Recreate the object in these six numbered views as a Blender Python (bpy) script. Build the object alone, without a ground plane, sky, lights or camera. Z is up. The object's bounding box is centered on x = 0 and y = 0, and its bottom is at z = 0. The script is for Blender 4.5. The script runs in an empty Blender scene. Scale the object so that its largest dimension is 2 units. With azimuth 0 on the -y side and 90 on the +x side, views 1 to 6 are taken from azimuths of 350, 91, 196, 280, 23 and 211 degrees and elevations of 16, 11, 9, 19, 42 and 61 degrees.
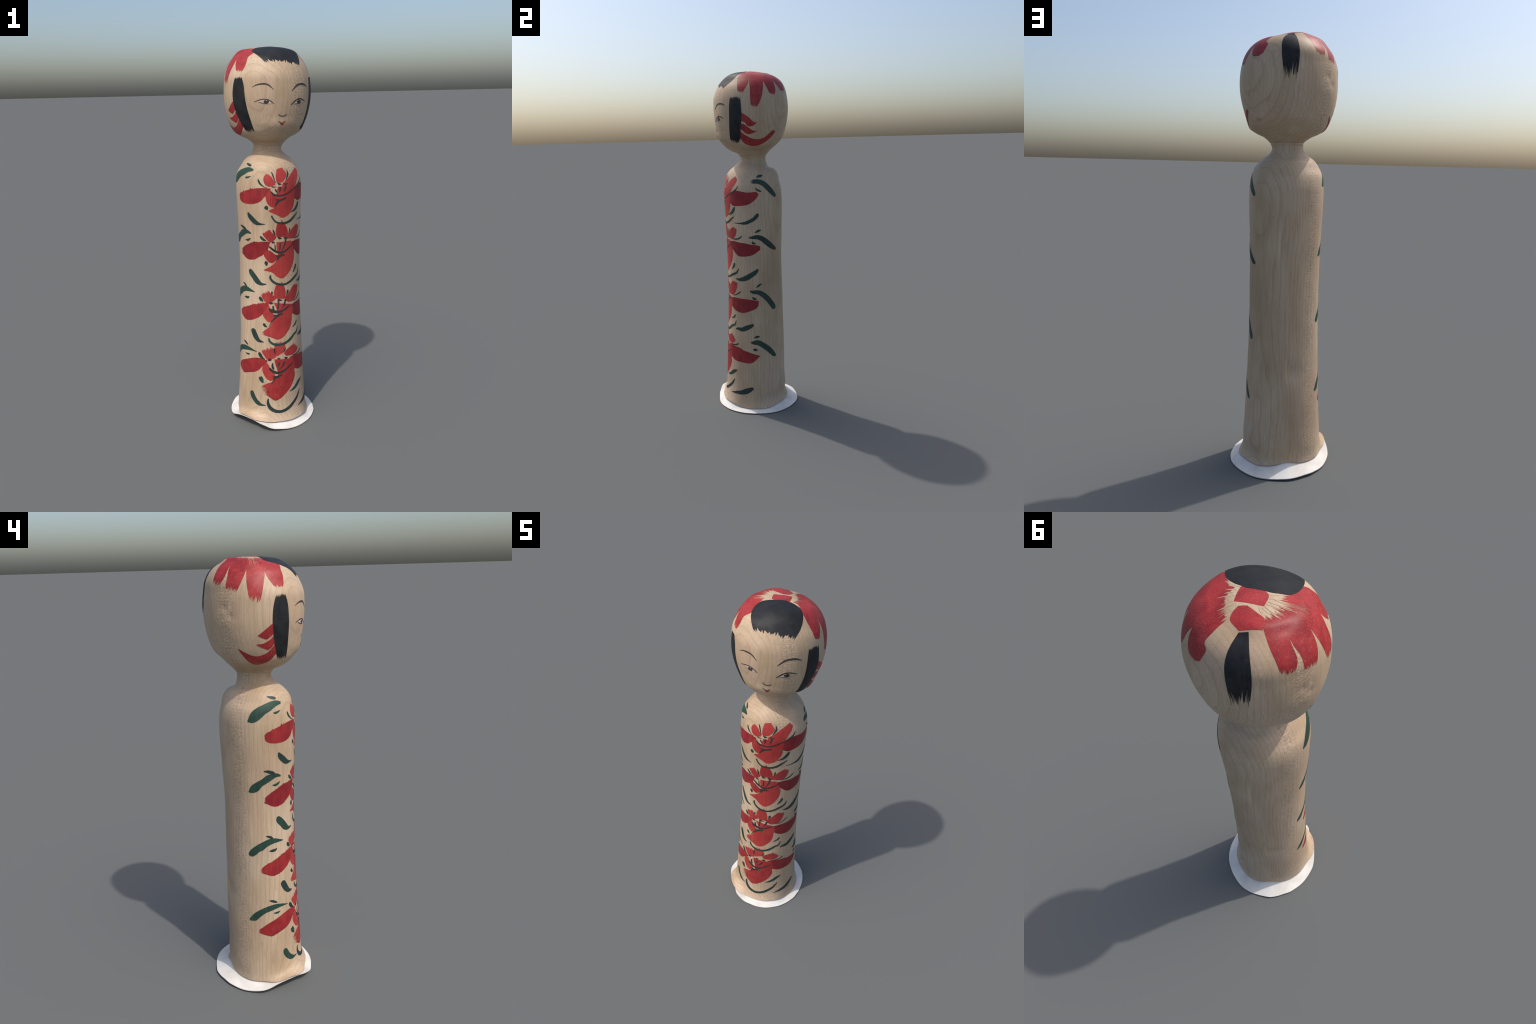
"""A turned wooden doll with painted hair, face and four red flowers, on a scrap of white paper."""
import bpy
import math
import numpy as np

# ----------------------------------------------------------------------------
# 1. TURNED FORM.  One profile from the crown down to the foot.  Every row is a
#    station on the profile, in millimetres:
#    radius, height, then how the section departs from a circle there:
#    lean towards +x, lean towards +y, oval along x/y, oval along the diagonal,
#    three-cornered (two phases).
# ----------------------------------------------------------------------------
PROFILE = [
    (0.0, 2000.0, 6.9, 0.6, -0.0, 1.1, -0.1, 0.1),
    (39.9, 1997.3, 0.6, 3.1, 0.0, -1.2, 0.5, 0.2),
    (93.8, 1989.2, -4.3, 0.6, 0.2, -5.2, 1.2, 0.2),
    (141.7, 1972.9, -6.1, 2.3, 2.5, -0.4, 0.4, -1.4),
    (171.5, 1946.3, -6.0, 6.5, -0.2, 1.8, 2.4, -0.4),
    (197.6, 1906.2, -4.6, 8.1, 0.6, -0.0, 0.8, 1.2),
    (212.4, 1860.5, -3.3, 4.5, 0.9, 2.6, -0.4, 0.5),
    (217.5, 1809.9, -1.9, 5.2, 1.7, 2.7, -0.7, 0.0),
    (215.1, 1740.0, -2.6, 4.5, 3.1, 1.2, -0.7, 0.1),
    (201.3, 1670.9, -2.6, 3.1, 2.3, -0.4, -2.0, 0.7),
    (185.5, 1623.5, -2.1, 1.3, 1.2, -0.0, -3.0, 2.4),
    (166.5, 1594.0, -1.9, 0.8, 4.5, 2.8, -0.4, 3.2),
    (139.8, 1572.3, -1.7, -0.9, 1.7, 1.9, 0.6, 3.0),
    (105.2, 1551.8, -1.6, 2.1, -2.7, 0.5, 0.9, 2.2),
    (77.3, 1526.5, -1.3, 12.5, -2.5, -3.8, 0.8, -0.1),
    (73.3, 1505.2, -9.8, 14.8, -3.7, -5.4, 0.4, -1.2),
    (82.5, 1486.5, -8.2, 5.1, -2.8, -3.0, -0.4, -0.7),
    (99.9, 1466.9, -3.2, -2.0, 2.3, 0.4, -0.9, -0.4),
    (129.7, 1444.7, -3.0, 1.5, -1.9, 2.1, -0.1, -2.0),
    (147.2, 1419.5, -2.5, 1.1, -2.4, 3.2, 0.1, -1.9),
    (160.0, 1385.0, -4.8, 0.7, 1.3, 2.3, -0.1, -0.1),
    (168.8, 1340.0, -3.8, 2.2, 0.7, 1.5, 0.0, -0.2),
    (171.1, 1290.0, -3.4, 2.8, -0.2, 2.7, 0.3, -0.5),
    (169.5, 1200.0, -3.3, 2.3, -0.4, 2.8, 0.7, -0.9),
    (166.7, 1100.0, -3.2, 2.1, -0.5, 1.5, 0.5, -0.9),
    (163.9, 1000.0, -2.7, 1.9, -0.5, 1.6, -0.3, -0.5),
    (163.1, 900.0, -2.4, 1.5, -0.2, 1.3, -0.9, -0.1),
    (163.8, 800.0, -3.2, 1.5, -0.4, 0.1, -1.0, -0.2),
    (164.8, 700.0, -4.1, 1.3, -0.9, 0.4, -0.8, -0.7),
    (167.0, 600.0, -3.5, -0.6, -0.7, 1.2, -0.6, -1.1),
    (169.9, 500.0, -3.2, -2.6, -0.4, 0.9, -0.2, -1.3),
    (173.8, 400.1, -3.5, -3.6, -0.7, 0.6, 0.1, -1.2),
    (177.8, 300.1, -3.6, -6.0, 0.2, 0.6, 0.0, -0.7),
    (181.5, 199.9, -3.4, -8.9, 1.7, 0.6, -0.6, -0.2),
    (186.2, 120.0, -3.3, -8.8, 2.3, 0.3, -1.1, -0.3),
    (189.9, 60.1, -5.1, -14.4, 1.7, -1.3, -1.0, -0.8),
    (199.7, 20.8, -6.0, -12.0, -0.2, -0.3, -0.5, -0.3),
]


PROF = np.array(PROFILE) / 1000.0
STATION = np.concatenate([[0.0], np.cumsum(np.hypot(np.diff(PROF[:, 0]), np.diff(PROF[:, 1])))])
LENGTH = STATION[-1]


def hermite(table, stations, s):
    """Smooth curve through the table rows at the given stations."""
    slope = np.gradient(table, stations, axis=0)
    i = np.clip(np.searchsorted(stations, s, side='right') - 1, 0, len(stations) - 2)
    h = (stations[i + 1] - stations[i])[..., None]
    t = ((s - stations[i])[..., None]) / h
    return ((2 * t**3 - 3 * t**2 + 1) * table[i] + (t**3 - 2 * t**2 + t) * h * slope[i]
            + (-2 * t**3 + 3 * t**2) * table[i + 1] + (t**3 - t**2) * h * slope[i + 1])


def around(table, az_deg):
    """Periodic smooth lookup of a table of (azimuth, value, value...) rows."""
    t = np.array(table, float)
    a = np.concatenate([t[-3:, 0] - 360, t[:, 0], t[:3, 0] + 360])
    v = np.concatenate([t[-3:, 1:], t[:, 1:], t[:3, 1:]])
    return hermite(v, a, np.mod(az_deg, 360.0))


# where the flared wooden foot ends (radius, height) and where the paper ends
# (radius, height), going round the doll; millimetres, azimuth 0 = +x, 270 = front
FOOT_AND_PAPER = [
    (0, 204, 18, 239, 6), (20, 202, 19, 242, 5), (45, 194, 30, 245, 5), (75, 187, 30, 248, 6),
    (97, 184, 42, 249, 8), (118, 176, 55, 247, 12), (140, 183, 42, 243, 14), (170, 195, 38, 239, 11),
    (193, 207, 42, 240, 28), (207, 232, 51, 237, 49), (222, 241, 62, 237, 59), (235, 243, 53, 239, 50),
    (247, 238, 46, 256, 45), (257, 224, 37, 253, 25), (270, 219, 37, 247, 13), (290, 215, 34, 244, 6),
    (312, 212, 35, 242, 6), (335, 203, 20, 241, 6),
]

# dents and bumps of the worn, hand-turned wood:
# azimuth, distance down the profile (mm), half-widths to either side (deg),
# half-height (mm), depth (mm, + = dent)
DENTS = [
    (101, 1175, 2.5, 10, 75, 6.5),     # long scooped flat down the back
    (94, 1165, 6, 4, 80, -2.0),
    (116, 1735, 2.0, 16, 42, 11.0),    # scooped flat low on the back
    (110, 1735, 6, 3, 45, -2.0),
    (62, 533, 3.0, 5, 14, 11.0),       # chip at the back of the head
    (56, 525, 4, 3, 14, -2.0),
    (157, 335, 5, 3, 14, 2.5),         # scuffs on the back left of the head
    (164, 365, 4, 5, 14, 2.5),
    (124, 565, 17, 17, 34, 8.0),       # flat under the back of the head
    (125, 112, 26, 26, 18, -3.5),      # ridge at the back of the crown
    (108, 138, 9, 9, 14, 3.0),
    (155, 142, 12, 12, 14, 3.0),
    (213, 138, 24, 26, 42, 9.0),       # flattened crown, front left
    (250, 130, 24, 24, 46, 4.0),
    (130, 757, 18, 18, 34, -5.0),      # full back shoulder
    (335, 850, 18, 18, 90, -2.0),
    (147, 1320, 20, 18, 460, 4.5),     # flat side of the back

]
JOINT = 0.670              # distance down the profile of the head-to-neck joint
FOOT_START = 0.11          # height where the foot begins to flare


def base_point(s):
    """radius, height and outward normal of the plain profile at distance s from the crown."""
    p = hermite(PROF[:, :2], STATION, s)
    e = 1e-4
    q = hermite(PROF[:, :2], STATION, np.minimum(s + e, LENGTH))
    o = hermite(PROF[:, :2], STATION, np.maximum(s - e, 0.0))
    t = q - o
    t /= np.linalg.norm(t, axis=-1, keepdims=True)
    return p[..., 0], p[..., 1], -t[..., 1], t[..., 0]


def surface(az, s, lift=0.0):
    """Point on the doll at azimuth az (radians), s metres down the profile from the crown."""
    az, s = np.broadcast_arrays(np.asarray(az, float), np.asarray(s, float))
    r, z, nr, nz = base_point(s)
    form = hermite(PROF[:, 2:], STATION, s)
    fade = np.minimum(1.0, r / 0.12)
    d = np.zeros_like(r)
    for k in (1, 2, 3):
        d = d + fade**k * (form[..., 2 * k - 2] * np.cos(k * az) + form[..., 2 * k - 1] * np.sin(k * az))
    deg = np.degrees(az)
    for a, sd, wl, wr, ws, depth in DENTS:
        da = np.mod(deg - a + 180.0, 360.0) - 180.0
        wa = np.where(da < 0, wl, wr)
        d = d - depth / 1000.0 * np.exp(-(da / wa)**2 - ((s * 1000.0 - sd) / ws)**2)
    # the joint where the head sits on the neck
    joint = JOINT - 0.009 * np.cos(az - math.radians(107))
    d = d - 0.0022 * np.exp(-((s - joint) / 0.0028)**2)
    # slightly uneven hand finish
    d = d + 0.0003 * fade * (np.sin(3 * az + 21 * s) * np.sin(17 * s + 2 * az) + 0.7 * np.sin(5 * az - 33 * s + 1.3))
    r = r + d * nr
    z = z + d * nz
    # foot
    s0 = LENGTH - FOOT_START
    t = np.clip((s - s0) / (LENGTH - s0), 0.0, 1.0)
    if np.any(t > 0):
        fp = around(FOOT_AND_PAPER, deg) / 1000.0
        t2 = t * t
        w = t2 * (0.25 + 0.75 * t)
        rb, zb = PROF[-1, 0], PROF[-1, 1]
        # body end for this azimuth
        de = (PROF[-1, 2] * np.cos(az) + PROF[-1, 3] * np.sin(az))
        r = r + w * (fp[..., 0] - rb - de)
        z = z + w * (fp[..., 1] - zb)
    r = r + lift * nr
    z = z + lift * nz
    return np.stack([r * np.cos(az), r * np.sin(az), z], -1)


_s = np.linspace(0, LENGTH, 900)
_r, _z, _a, _b = base_point(_s)


def locate(p):
    """Azimuth and profile distance of the surface point nearest to p."""
    p = np.asarray(p, float)
    az = np.arctan2(p[..., 1], p[..., 0])
    r = np.hypot(p[..., 0], p[..., 1])
    flat_r, flat_z = r.ravel(), p[..., 2].ravel()
    out = np.empty(flat_r.shape)
    for i in range(0, len(flat_r), 4000):
        d = (flat_r[i:i + 4000, None] - _r)**2 + (flat_z[i:i + 4000, None] - _z)**2
        j = np.argmin(d, axis=1)
        j = np.clip(j, 1, len(_s) - 2)
        rows = np.arange(len(j))
        d0, d1, d2 = d[rows, j - 1], d[rows, j], d[rows, j + 1]
        off = 0.5 * (d0 - d2) / np.maximum(d0 - 2 * d1 + d2, 1e-12)
        out[i:i + 4000] = _s[j] + np.clip(off, -1, 1) * (_s[1] - _s[0])
    return az, np.clip(out.reshape(r.shape), 0, LENGTH)


# ----------------------------------------------------------------------------
# 2. MATERIALS
# ----------------------------------------------------------------------------
def material(name):
    m = bpy.data.materials.new(name)
    m.use_nodes = True
    nt = m.node_tree
    bsdf = nt.nodes['Principled BSDF']
    return m, nt, bsdf


class Nodes:
    """Small helper that adds and links shader nodes."""

    def __init__(self, nt):
        self.nt = nt

    def add(self, kind, **props):
        n = self.nt.nodes.new(kind)
        for k, v in props.items():
            setattr(n, k, v)
        return n

    def link(self, a, b):
        self.nt.links.new(a, b)

    def math(self, op, a, b=0.0, clamp=False):
        n = self.add('ShaderNodeMath', operation=op, use_clamp=clamp)
        for i, v in enumerate((a, b)):
            if isinstance(v, (int, float)):
                n.inputs[i].default_value = v
            else:
                self.link(v, n.inputs[i])
        return n.outputs[0]

    def mapped(self, coord, scale, offset=(0, 0, 0)):
        n = self.add('ShaderNodeMapping')
        n.inputs['Scale'].default_value = scale
        n.inputs['Location'].default_value = offset
        self.link(coord, n.inputs['Vector'])
        return n.outputs['Vector']

    def noise(self, vec, scale, detail=3.0, rough=0.55, distort=0.0):
        n = self.add('ShaderNodeTexNoise')
        n.inputs['Scale'].default_value = scale
        n.inputs['Detail'].default_value = detail
        n.inputs['Roughness'].default_value = rough
        n.inputs['Distortion'].default_value = distort
        self.link(vec, n.inputs['Vector'])
        return n.outputs['Fac']

    def ramp(self, fac, stops):
        n = self.add('ShaderNodeValToRGB')
        while len(n.color_ramp.elements) < len(stops):
            n.color_ramp.elements.new(0.5)
        for e, (p, c) in zip(n.color_ramp.elements, stops):
            e.position = p
            e.color = c if len(c) == 4 else (*c, 1.0)
        self.link(fac, n.inputs['Fac'])
        return n.outputs['Color']

    def grey(self, fac, stops):
        return self.ramp(fac, [(p, (v, v, v)) for p, v in stops])

    def mix(self, fac, a, b, mode='MIX'):
        n = self.add('ShaderNodeMix', data_type='RGBA', blend_type=mode)
        for sock, v in ((n.inputs['Factor'], fac), (n.inputs[6], a), (n.inputs[7], b)):
            if isinstance(v, (int, float)):
                sock.default_value = v
            elif isinstance(v, tuple):
                sock.default_value = (*v, 1.0)
            else:
                self.link(v, sock)
        return n.outputs[2]

    def bump(self, height, strength, distance, bsdf):
        n = self.add('ShaderNodeBump')
        n.inputs['Strength'].default_value = strength
        n.inputs['Distance'].default_value = distance
        self.link(height, n.inputs['Height'])
        self.link(n.outputs['Normal'], bsdf.inputs['Normal'])


GRAIN_AZ = math.radians(65)          # growth rings stack up in this direction
FLECK_AZ = (math.radians(157), math.radians(305))


def wood_colour(N):
    """Colour and grain height of the pale, flat-sawn wood; shared by bare and painted wood."""
    co = N.add('ShaderNodeTexCoord').outputs['Object']
    sway = N.noise(N.mapped(co, (5, 5, 1.6)), 1.0, 2.0)
    dot = N.add('ShaderNodeVectorMath', operation='DOT_PRODUCT')
    N.link(co, dot.inputs[0])
    dot.inputs[1].default_value = (math.cos(GRAIN_AZ), math.sin(GRAIN_AZ), 0.0)
    u = dot.outputs['Value']
    ringpos = N.math('ADD', N.math('MULTIPLY', u, 62.0), N.math('MULTIPLY', sway, 3.4))
    saw = N.math('FRACT', ringpos)
    ring = N.grey(saw, [(0.0, 0.0), (0.62, 0.10), (0.86, 0.55), (0.93, 1.0), (1.0, 0.0)])
    fibre = N.noise(N.mapped(co, (230, 230, 5)), 1.0, 4.0, 0.6)
    pores = N.noise(N.mapped(co, (330, 330, 22)), 1.0, 2.0, 0.5)
    blotch = N.noise(N.mapped(co, (6, 6, 2.2), (3, 1, 7)), 1.0, 3.0)
    tint = N.noise(N.mapped(co, (9, 9, 5), (11, 4, 2)), 1.0, 2.0)
    base = N.ramp(blotch, [(0.30, WOOD_A), (0.52, WOOD_B), (0.72, WOOD_C)])
    base = N.mix(N.grey(tint, [(0.48, 0.0), (0.72, 0.5)]), base, WOOD_PINK)
    base = N.mix(N.math('MULTIPLY', ring, 0.42), base, WOOD_LINE)
    base = N.mix(N.grey(fibre, [(0.40, 0.30), (0.62, 0.0)]), base, WOOD_LINE)
    base = N.mix(N.grey(pores, [(0.27, 0.65), (0.33, 0.0)]), base, WOOD_PORE)
    # ray flecks run up the two quarter-sawn sides
    flat = N.add('ShaderNodeVectorMath', operation='NORMALIZE')
    N.link(N.mapped(co, (1, 1, 0)), flat.inputs[0])
    sides = []
    for az in FLECK_AZ:
        d2 = N.add('ShaderNodeVectorMath', operation='DOT_PRODUCT')
        N.link(flat.outputs['Vector'], d2.inputs[0])
        d2.inputs[1].default_value = (math.cos(az), math.sin(az), 0.0)
        sides.append(d2.outputs['Value'])
    facing = N.math('MAXIMUM', sides[0], sides[1])
    quarter = N.grey(facing, [(0.93, 0.0), (0.975, 0.6), (1.0, 1.0)])
    fleck = N.noise(N.mapped(co, (120, 120, 46)), 1.0, 2.0, 0.6, 0.8)
    fleckm = N.math('MULTIPLY', N.grey(fleck, [(0.34, 1.0), (0.46, 0.0)]), quarter)
    # curled figure: short arcs stacked up the middle of those sides
    curl = N.add('ShaderNodeTexWave', wave_type='BANDS', bands_direction='Z')
    curl.inputs['Scale'].default_value = 24.0
    curl.inputs['Distortion'].default_value = 9.0
    curl.inputs['Detail'].default_value = 2.0
    curl.inputs['Detail Scale'].default_value = 2.4
    N.link(N.mapped(co, (1.6, 1.6, 1.0)), curl.inputs['Vector'])
    middle = N.grey(facing, [(0.975, 0.0), (0.994, 1.0)])
    arcs = N.math('MULTIPLY', N.grey(curl.outputs['Fac'], [(0.12, 1.0), (0.40, 0.0)]), middle)
    pale = N.math('MULTIPLY', N.grey(curl.outputs['Fac'], [(0.70, 0.0), (0.95, 1.0)]), middle)
    base = N.mix(N.math('MULTIPLY', fleckm, 0.40), base, WOOD_PORE)
    base = N.mix(N.math('MULTIPLY', arcs, 0.30), base, WOOD_PORE)
    base = N.mix(N.math('MULTIPLY', pale, 0.40), base, WOOD_C)
    height = N.math('ADD', N.math('MULTIPLY', fibre, 0.6), N.math('MULTIPLY', N.math('MULTIPLY', fleck, quarter), 1.2))
    return co, base, height, fibre


WOOD_A = (0.430, 0.305, 0.190)
WOOD_B = (0.550, 0.412, 0.276)
WOOD_C = (0.645, 0.500, 0.360)
WOOD_PINK = (0.565, 0.398, 0.285)
WOOD_LINE = (0.330, 0.215, 0.125)
WOOD_PORE = (0.260, 0.175, 0.115)


def make_wood():
    m, nt, bsdf = material('pale_turned_wood')
    N = Nodes(nt)
    co, col, height, fibre = wood_colour(N)
    N.link(col, bsdf.inputs['Base Color'])
    bsdf.inputs['Roughness'].default_value = 0.52
    bsdf.inputs['Specular IOR Level'].default_value = 0.35
    N.bump(height, 0.22, 0.0012, bsdf)
    return m


def make_paint(name, thin, full, rough=0.5, soak=0.25, vary=0.5, spec=0.35, scratch=0.0):
    """Brushed paint: brush-long streaks, a little wood grain printing through, uneven thickness."""
    m, nt, bsdf = material(name)
    N = Nodes(nt)
    co, wood, height, fibre = wood_colour(N)
    pool = N.noise(N.mapped(co, (26, 26, 22), (2, 9, 4)), 1.0, 3.0)
    rnd = N.add('ShaderNodeObjectInfo').outputs['Random']
    t = N.math('ADD', N.math('MULTIPLY', pool, 1.0 - vary * 0.5), N.math('MULTIPLY', rnd, vary * 0.5))
    col = N.mix(N.grey(t, [(0.34, 0.0), (0.66, 1.0)]), thin, full)
    grain = N.math('MULTIPLY', N.grey(fibre, [(0.5, 0.0), (0.72, 1.0)]), soak)
    col = N.mix(grain, col, wood)
    if scratch:
        sc = N.noise(N.mapped(co, (60, 75, 60)), 1.0, 4.0, 0.7, 2.0)
        col = N.mix(N.grey(sc, [(0.66, 0.0), (0.78, scratch)]), col, (0.30, 0.28, 0.26))
    N.link(col, bsdf.inputs['Base Color'])
    bsdf.inputs['Roughness'].default_value = rough
    bsdf.inputs['Specular IOR Level'].default_value = spec
    N.bump(height, 0.15, 0.001, bsdf)
    return m


def make_paper():
    m, nt, bsdf = material('white_paper')
    N = Nodes(nt)
    co = N.add('ShaderNodeTexCoord').outputs['Object']
    a = N.noise(N.mapped(co, (14, 14, 14)), 1.0, 3.0)
    col = N.ramp(a, [(0.35, (0.655, 0.615, 0.555)), (0.6, (0.745, 0.710, 0.655))])
    dirt = N.noise(N.mapped(co, (5, 5, 5), (8, 3, 1)), 1.0, 5.0, 0.65)
    col = N.mix(N.grey(dirt, [(0.50, 0.0), (0.72, 0.45)]), col, (0.52, 0.455, 0.375))
    N.link(col, bsdf.inputs['Base Color'])
    bsdf.inputs['Roughness'].default_value = 0.8
    N.bump(N.noise(N.mapped(co, (90, 90, 90)), 1.0, 4.0), 0.1, 0.001, bsdf)
    return m


WOOD = make_wood()
PAPER = make_paper()
RED = make_paint('red_paint', (0.40, 0.040, 0.036), (0.30, 0.021, 0.023), 0.5, 0.10, 0.6)
CRIMSON = make_paint('crimson_paint', (0.31, 0.022, 0.024), (0.20, 0.011, 0.017), 0.5, 0.06, 0.5)
HAIR_RED = make_paint('hair_red_paint', (0.37, 0.027, 0.029), (0.25, 0.014, 0.019), 0.48, 0.16, 0.3)
GREEN = make_paint('dark_green_paint', (0.018, 0.056, 0.038), (0.014, 0.030, 0.029), 0.55, 0.06, 0.7)
DARK = make_paint('dark_brown_paint', (0.055, 0.036, 0.034), (0.026, 0.024, 0.025), 0.5, 0.06, 0.5)
BLACK = make_paint('black_paint', (0.021, 0.022, 0.024), (0.010, 0.011, 0.013), 0.55, 0.02, 0.3, 0.25, 0.35)
INK = make_paint('brown_ink', (0.055, 0.038, 0.035), (0.026, 0.021, 0.021), 0.55, 0.12, 0.3)
LIP = make_paint('lip_red_paint', (0.28, 0.050, 0.045), (0.20, 0.032, 0.032), 0.5, 0.10, 0.3)
WHITE = make_paint('eye_white_paint', (0.60, 0.49, 0.42), (0.54, 0.43, 0.36), 0.5, 0.20, 0.3)


# ----------------------------------------------------------------------------
# 3. THE TURNED BODY, split at the seam where the head sits on the neck
# ----------------------------------------------------------------------------
def new_object(name, verts, faces, mat, parent=None, normals=None):
    me = bpy.data.meshes.new(name)
    me.from_pydata([tuple(v) for v in verts], [], [tuple(f) for f in faces])
    me.polygons.foreach_set('use_smooth', [True] * len(me.polygons))
    me.materials.append(mat)
    if normals is not None:
        me.normals_split_custom_set_from_vertices([tuple(n) for n in normals])
    me.update()
    ob = bpy.data.objects.new(name, me)
    bpy.context.scene.collection.objects.link(ob)
    if parent is not None:
        ob.parent = parent
    return ob


DOLL = bpy.data.objects.new('wooden_doll', None)
bpy.context.scene.collection.objects.link(DOLL)
DOLL['label'] = 'turned wooden doll with painted hair, face and red flowers'
DOLL['category'] = 'wooden doll'

AROUND = 480
NECK_SEAM_Z = 1.512


def build_form():
    rows = np.concatenate([np.linspace(0.0, 0.64, 200)[1:], np.linspace(0.64, 0.70, 50)[1:], np.linspace(0.70, LENGTH - 0.12, 320)[1:],
                           np.linspace(LENGTH - 0.12, LENGTH, 50)[1:]])
    az = np.linspace(0, 2 * np.pi, AROUND, endpoint=False)
    grid = surface(az[None, :], rows[:, None])
    down = np.gradient(grid, axis=0)
    side = np.roll(grid, -1, 1) - np.roll(grid, 1, 1)
    nrm = np.cross(down, side)
    nrm /= np.linalg.norm(nrm, axis=-1, keepdims=True)
    if np.mean(nrm[300, :, 0] * np.cos(az)) < 0:
        nrm = -nrm
    base_z = hermite(PROF[:, :2], STATION, rows)[:, 1]
    seam = int(np.argmin(np.abs(base_z - NECK_SEAM_Z)))
    n = AROUND

    def strip(lo, hi, cap):
        v = grid[lo:hi + 1].reshape(-1, 3).tolist()
        nn = nrm[lo:hi + 1].reshape(-1, 3).tolist()
        f = []
        for i in range(hi - lo):
            for j in range(n):
                k = (j + 1) % n
                f.append((i * n + j, (i + 1) * n + j, (i + 1) * n + k, i * n + k))
        if cap == 'top':
            v.append(surface(0.0, 0.0).tolist())
            nn.append([0, 0, 1])
            f += [(len(v) - 1, j, (j + 1) % n) for j in range(n)]
        if cap == 'bottom':
            last = (hi - lo) * n
            c = grid[hi].mean(axis=0)
            c[2] = 0.018
            v.append(c.tolist())
            nn.append([0, 0, -1])
            f += [(len(v) - 1, last + (j + 1) % n, last + j) for j in range(n)]
        return v, f, nn

    v, f, nn = strip(0, seam, 'top')
    head = new_object('head', v, f, WOOD, DOLL, nn)
    v, f, nn = strip(seam, len(rows) - 1, 'bottom')
    body = new_object('body', v, f, WOOD, DOLL, nn)
    return head, body


HEAD, BODY = build_form()


def build_paper():
    n = 240
    az = np.linspace(0, 360, n, endpoint=False)
    fp = around(FOOT_AND_PAPER, az) / 1000.0
    rng = np.random.default_rng(5)
    ca, sa = np.cos(np.radians(az)), np.sin(np.radians(az))
    # small nicks along the cut edge, as scissors leave them
    knots = rng.normal(0, 0.0014, 41)
    nick = np.interp(az, np.linspace(0, 360, 41), knots)
    nick[-1] = nick[0]
    rim_r = fp[:, 2] + nick
    rim_z = fp[:, 3]
    in_r, in_z = fp[:, 0] - 0.012, fp[:, 1] - 0.0015
    rings = []
    for t in (0.0, 0.22, 0.45, 0.7, 0.88, 1.0):
        e = t + 0.25 * t * (1 - t)
        r = in_r + (rim_r - in_r) * t
        z = in_z + (rim_z - in_z) * e
        z = z + 0.0012 * math.sin(math.pi * t) * np.sin(np.radians(az) * 7 + 2)
        rings.append(np.stack([r * ca, r * sa, z], 1))
    top = len(rings)
    thick = 0.0035
    rings.append(np.stack([rim_r * ca, rim_r * sa, rim_z - thick], 1))
    r = in_r
    rings.append(np.stack([r * ca, r * sa, np.minimum(in_z - thick, rim_z + 0.004)], 1))
    v = np.concatenate(rings)
    v[:, 2] = v[:, 2] - v[:, 2].min()
    faces = []
    for i in range(len(rings) - 1):
        for j in range(n):
            k = (j + 1) % n
            faces.append((i * n + j, (i + 1) * n + j, (i + 1) * n + k, i * n + k))
    lastr = (len(rings) - 1) * n
    v = v.tolist()
    v.append([0, 0, 0.010])
    faces += [(len(v) - 1, lastr + (j + 1) % n, lastr + j) for j in range(n)]
    v.append([0, 0, 0.014])
    faces += [(len(v) - 1, j, (j + 1) % n) for j in range(n)]
    ob = new_object('paper_base', v, faces, PAPER, DOLL)
    e = ob.modifiers.new('edges', 'EDGE_SPLIT')
    e.split_angle = math.radians(40)
    return ob


build_paper()


# ----------------------------------------------------------------------------
# 4. BRUSHWORK.  Every stroke is a thin skin of paint lying on the wood.
#    Points are (azimuth in degrees, millimetres down the profile from the crown).
# ----------------------------------------------------------------------------
STROKE_NUMBER = 0
LAYER = 0
CANVAS = 'body'


def next_layer(start=None):
    global LAYER, STROKE_NUMBER
    if start is not None:
        LAYER = start
        return
    LAYER += 1
    STROKE_NUMBER += 1


def on_wood(pts):
    p = np.array(pts, float)
    return surface(np.radians(p[:, 0]), p[:, 1] / 1000.0)


def smooth_line(p, n):
    """n points along a smooth curve through p (any number of columns; first three are xyz)."""
    p = np.asarray(p, float)
    step = np.maximum(np.linalg.norm(np.diff(p[:, :3], axis=0), axis=1), 1e-5)
    s = np.concatenate([[0.0], np.cumsum(np.sqrt(step))])
    if len(p) == 2:
        return p[0] + (p[1] - p[0]) * np.linspace(0, 1, n)[:, None]
    fine = hermite(p, s, np.linspace(0, s[-1], n * 6))
    d = np.concatenate([[0.0], np.cumsum(np.linalg.norm(np.diff(fine[:, :3], axis=0), axis=1))])
    t = np.linspace(0, d[-1], n)
    return np.stack([np.interp(t, d, fine[:, c]) for c in range(fine.shape[1])], 1)


def bristles(rng, lanes, amount, coarse):
    """Per-lane shortfall at a ragged stroke end."""
    if amount == 0:
        return np.zeros(lanes)
    teeth = max(3, int(lanes / coarse))
    at = np.sort(rng.random(2 * teeth + 1) * 0.5 + np.arange(2 * teeth + 1))
    depth = np.where(np.arange(2 * teeth + 1) % 2 == 0, 0.15 + 0.45 * rng.random(2 * teeth + 1)**2,
                     0.45 + 0.55 * rng.random(2 * teeth + 1))
    tooth = np.interp(np.linspace(at[0], at[-1], lanes), at, depth)
    return amount * np.clip(tooth + 0.10 * rng.random(lanes), 0, 1)


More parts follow.
